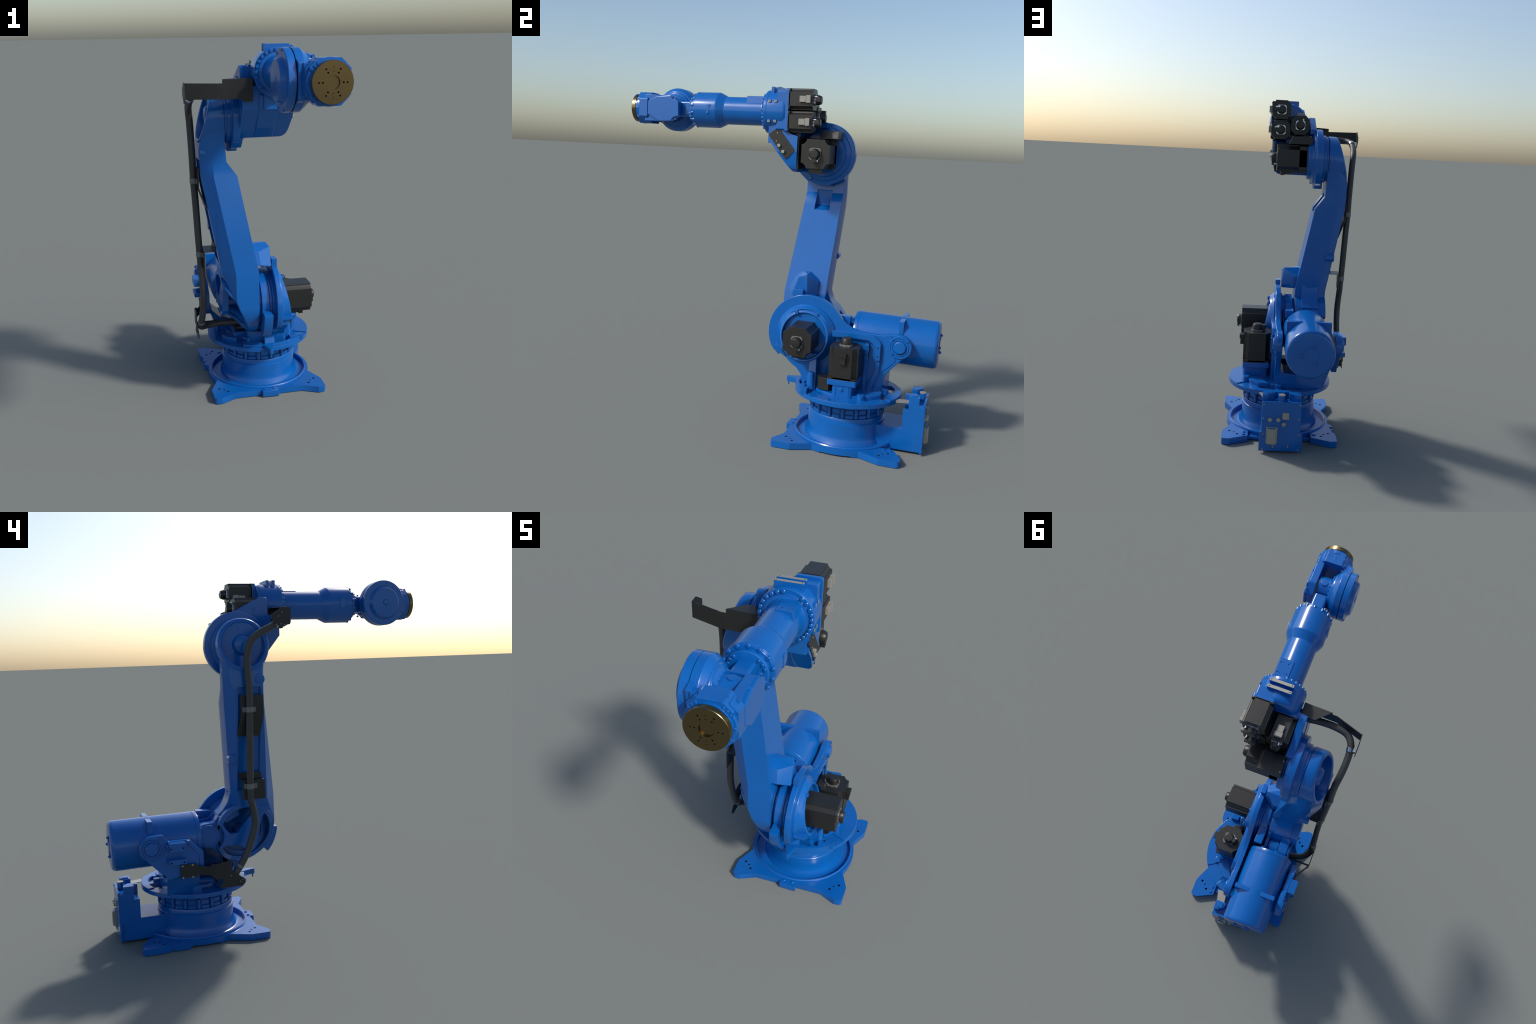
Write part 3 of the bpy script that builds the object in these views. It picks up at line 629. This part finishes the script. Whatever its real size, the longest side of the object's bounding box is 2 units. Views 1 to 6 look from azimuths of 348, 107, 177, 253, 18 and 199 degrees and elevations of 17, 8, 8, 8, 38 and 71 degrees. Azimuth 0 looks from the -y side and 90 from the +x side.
obj("wrist_cover", prism(rp([(-.842, 1.824), (-.842, 1.900), (-.786, 1.927), (-.692, 1.9345), (-.680, 1.915, .006), (-.662, 1.912, .006), (-.6445, 1.904), (-.6405, 1.819), (-.662, 1.812, .006), (-.677, 1.806, .006), (-.690, 1.787), (-.776, 1.785)]), 'x', .136, .1525), BLUE, yoke, bevel=.0045, seg=2)
bolts(yoke, 'x', [Vector((.141, y, z)) for y, z in ((-.846, 1.897), (-.846, 1.824), (-.776, 1.930), (-.776, 1.788), (-.664, 1.922), (-.664, 1.800))], .006, .006)
bolts(yoke, 'z', [Vector((x, -.88, 1.9505)) for x in (.018, .10)], .011, .0015)
lid = obj("wrist_disc", lathe([(0, -.053), (.126, -.053), (.126, -.0555), (.1285, -.0570), (.1285, -.084), (.1265, -.0865), (.096, -.0865), (.0935, -.089), (.087, -.105), (.082, -.109), (.018, -.110), (.0165, -.108), (.015, -.112), (0, -.113)], 'x', (WY, FZ), 72), BLUE, bevel=0)
bolts(lid, '-x', [Vector((-.0865, WY + .119 * math.cos(R(a)), FZ + .119 * math.sin(R(a)))) for a in (20, 60, 100, 150, 205, 250, 290, 335)], .0045, .003)
obj("flange_sleeve", lathe([(0, -.90), (.0925, -.90), (.0925, -.914), (.0905, -.9165), (.0825, -.917), (.0815, -.92), (.0815, -.9285), (0, -.9285)], 'y', (FX, FZ), 72), BLUE, yoke, bevel=0)
obj("flange_sleeve", lathe([(0, -.85), (.091, -.85), (.091, -.892), (.0885, -.895), (.0825, -.895), (.0825, -.92), (0, -.92)], 'y', (FX, FZ), 72), BLUE, yoke, bevel=.0012)
bolts(yoke, '-y', [Vector((FX + .0855 * math.cos(R(a)), -.915, FZ + .0855 * math.sin(R(a)))) for b in (45, 135, 225, 315) for a in (b - 11, b, b + 11)] + [Vector((FX + .0855 * c_, -.915, FZ)) for c_ in (-1, 1)], .0062, .006)
fholes = [(FX + .001 + r * math.cos(R(60 * k)), FZ + r * math.sin(R(60 * k))) for k in range(6) for r in (.0412, .0563)]
pins = [(FX + .001 + r * math.cos(R(a)), FZ + r * math.sin(R(a))) for a in (90, 270) for r in (.0412, .0563)]
flange = obj("tool_flange", lathe([(0, -.924), (.079, -.924), (.079, -.9305), (.0825, -.932), (.0825, -.953), (.081, -.9548), (.0, -.9548)], 'y', (FX + .0005, FZ), 84), BRASS, bevel=0,
             cut=[(holes_cutter('y', fholes, .0036, -1, -.937), DARK), (merge(holes_cutter('y', pins, .0034, -1, -.9515), cyl('y', FX + .001, FZ, .0272, -1, -.9475, 36)), BRASS)])

# ================================================================== HOSE AND BRACKETS
hose = obj("cable_hose", sweep([(-.075, -.028, 1.778), (-.16, -.042, 1.773), (-.245, -.044, 1.768), (-.315, -.030, 1.762), (-.350, .010, 1.752), (-.359, .060, 1.726), (-.358, .120, 1.697), (-.352, .168, 1.662), (-.346, .190, 1.610), (-.342, .196, 1.53),
    (-.339, .190, 1.403), (-.337, .190, 1.300), (-.330, .193, 1.161), (-.323, .194, .981), (-.318, .196, .884), (-.315, .194, .813), (-.312, .180, .748), (-.309, .174, .67), (-.308, .199, .581), (-.311, .236, .499), (-.313, .280, .432), (-.308, .315, .400), (-.27, .352, .389), (-.20, .372, .388), (-.12, .365, .390), (-.05, .345, .390)], .0188), HOSE, bevel=0, ang=60)
def band(p, d, r=.0212, l=.028):
    d = Vector(d).normalized(); M = T3(p) @ d.to_track_quat('Z', 'Y').to_matrix().to_4x4()
    return xform(lathe([(r - .004, -l / 2), (r, -l / 2), (r, l / 2), (r - .004, l / 2), (r - .004, -l / 2)], 'z', (0, 0), 28), M)
obj("hose_clamp", merge(band((-.337, .190, 1.297), (.02, 0, 1)), prism(rect(.152, .227, 1.284, 1.310, .003), 'x', -.3275, -.3225)), BAND, hose, bevel=.0008, seg=1)
obj("hose_clamp", merge(band((-.318, .196, .884), (.05, 0, 1)), prism(rect(.153, .227, .870, .898, .003), 'x', -.309, -.304)), BAND, hose, bevel=.0008, seg=1)
obj("hose_clamp", merge(band((-.3565, .034, 1.741), (-.1, .85, -.45), .0215, .022), box(-.386, -.370, .024, .046, 1.730, 1.756)), CHROME, hose, bevel=.0008, seg=1)
obj("hose_clamp", band((-.3125, .268, .449), (0, .6, -.9), .0208, .014), BAND, hose, bevel=0)
# upper support on the arm
up = prism(rp([(.235, 1.374), (.109, 1.373), (.109, 1.269), (.121, 1.152), (.247, 1.154), (.235, 1.271)]), 'x', -.40, -.2)
obj("hose_bracket", ribbon([(-.3205, 1.39), (-.3205, 1.268), (-.283, 1.165), (-.279, 1.14)], 'y', .09, .26, .004), SHEET, bevel=0, common=[(up, SHEET)])
obj("hose_bracket", merge(ribbon([(-.240, .949), (-.244, .915), (-.303, .915), (-.3035, .810)], 'y', .109, .236, .0035)), SHEET, bevel=0)
# elbow arm bracket: front sheet, top flap, end flap
fr = prism(rp([(-.063, 1.836), (-.063, 1.727), (-.112, 1.727), (-.114, 1.740), (-.240, 1.741), (-.389, 1.741), (-.391, 1.819), (-.213, 1.817), (-.213, 1.836)]), 'y', -.2, .2)
eb = obj("hose_bracket", ribbon([(-.060, -.087), (-.241, -.082), (-.3885, -.031)], 'z', 1.70, 1.85, .0035), SHEET, bevel=0, common=[(fr, SHEET)])
obj("bracket_flap", prism([(-.063, -.088), (-.213, -.084), (-.141, -.013), (-.066, -.018)], 'z', 1.8335, 1.8370), SHEET, eb, bevel=.001)
obj("bracket_flap", prism([(-.034, 1.742), (-.034, 1.819), (.010, 1.822), (.070, 1.786), (.073, 1.762), (.026, 1.716), (.0, 1.722)], 'x', -.3915, -.388), SHEET, eb, bevel=0)
obj("bracket_flap", prism([(-.085, 1.727), (-.085, 1.836), (.02, 1.834), (.02, 1.78), (-.03, 1.74)], 'x', -.0690, -.0650), SHEET, eb, bevel=0)
bolts(eb, '-x', [Vector((-.069, .008, 1.80)), Vector((-.069, -.03, 1.762))], .005, .004, CHROME, name="screw")
bolts(eb, '-x', [Vector((-.3915, .012, 1.795)), Vector((-.3915, .035, 1.775)), Vector((-.3915, .02, 1.735)), Vector((-.3915, -.0, 1.73))], .0028, .002, STEEL, name="screw")
# lower bracket on the side frame
lo = prism(rp([(.590, .482), (.500, .482, .006), (.495, .467, .006), (.433, .467, .006), (.43, .480, .006), (.384, .482), (.374, .489), (.321, .487), (.321, .432), (.249, .383, .006), (.247, .362, .006), (.266, .344), (.389, .345), (.389, .350), (.368, .394), (.412, .394, .01), (.418, .402, .006), (.433, .416, .006), (.497, .420, .006), (.500, .410, .006), (.590, .408)]), 'x', -.5, 0)
lb = obj("hose_bracket", ribbon([(-.281, .60), (-.281, .495), (-.3335, .41), (-.3335, .24)], 'z', .30, .52, .0035), SHEET, bevel=0, common=[(lo, SHEET)])
obj("bracket_flap", box(-.33, -.19, .392, .396, .36, .40), SHEET, lb, bevel=0)
bolts(lb, '-x', [Vector((-.2825, y, z)) for y, z in ((.580, .476), (.525, .477), (.579, .411), (.525, .411))], .0055, .003, STEEL, name="screw")
bolts(lb, '-x', [Vector((-.335, y, z)) for y, z in ((.325, .408), (.262, .380), (.275, .37))], .0028, .002, STEEL, name="screw")
# loom inside the swivel
obj("cable_loom", merge(sweep([(-.10, .34, .36), (-.06, .30, .375), (-.01, .31, .36), (.03, .35, .37)], .012), sweep([(-.12, .40, .37), (-.05, .37, .36), (.02, .40, .365)], .010)), BLACK, turn, bevel=0)

for ob in list(bpy.data.objects):
    if ob.name.startswith("cutter"): bpy.data.objects.remove(ob)
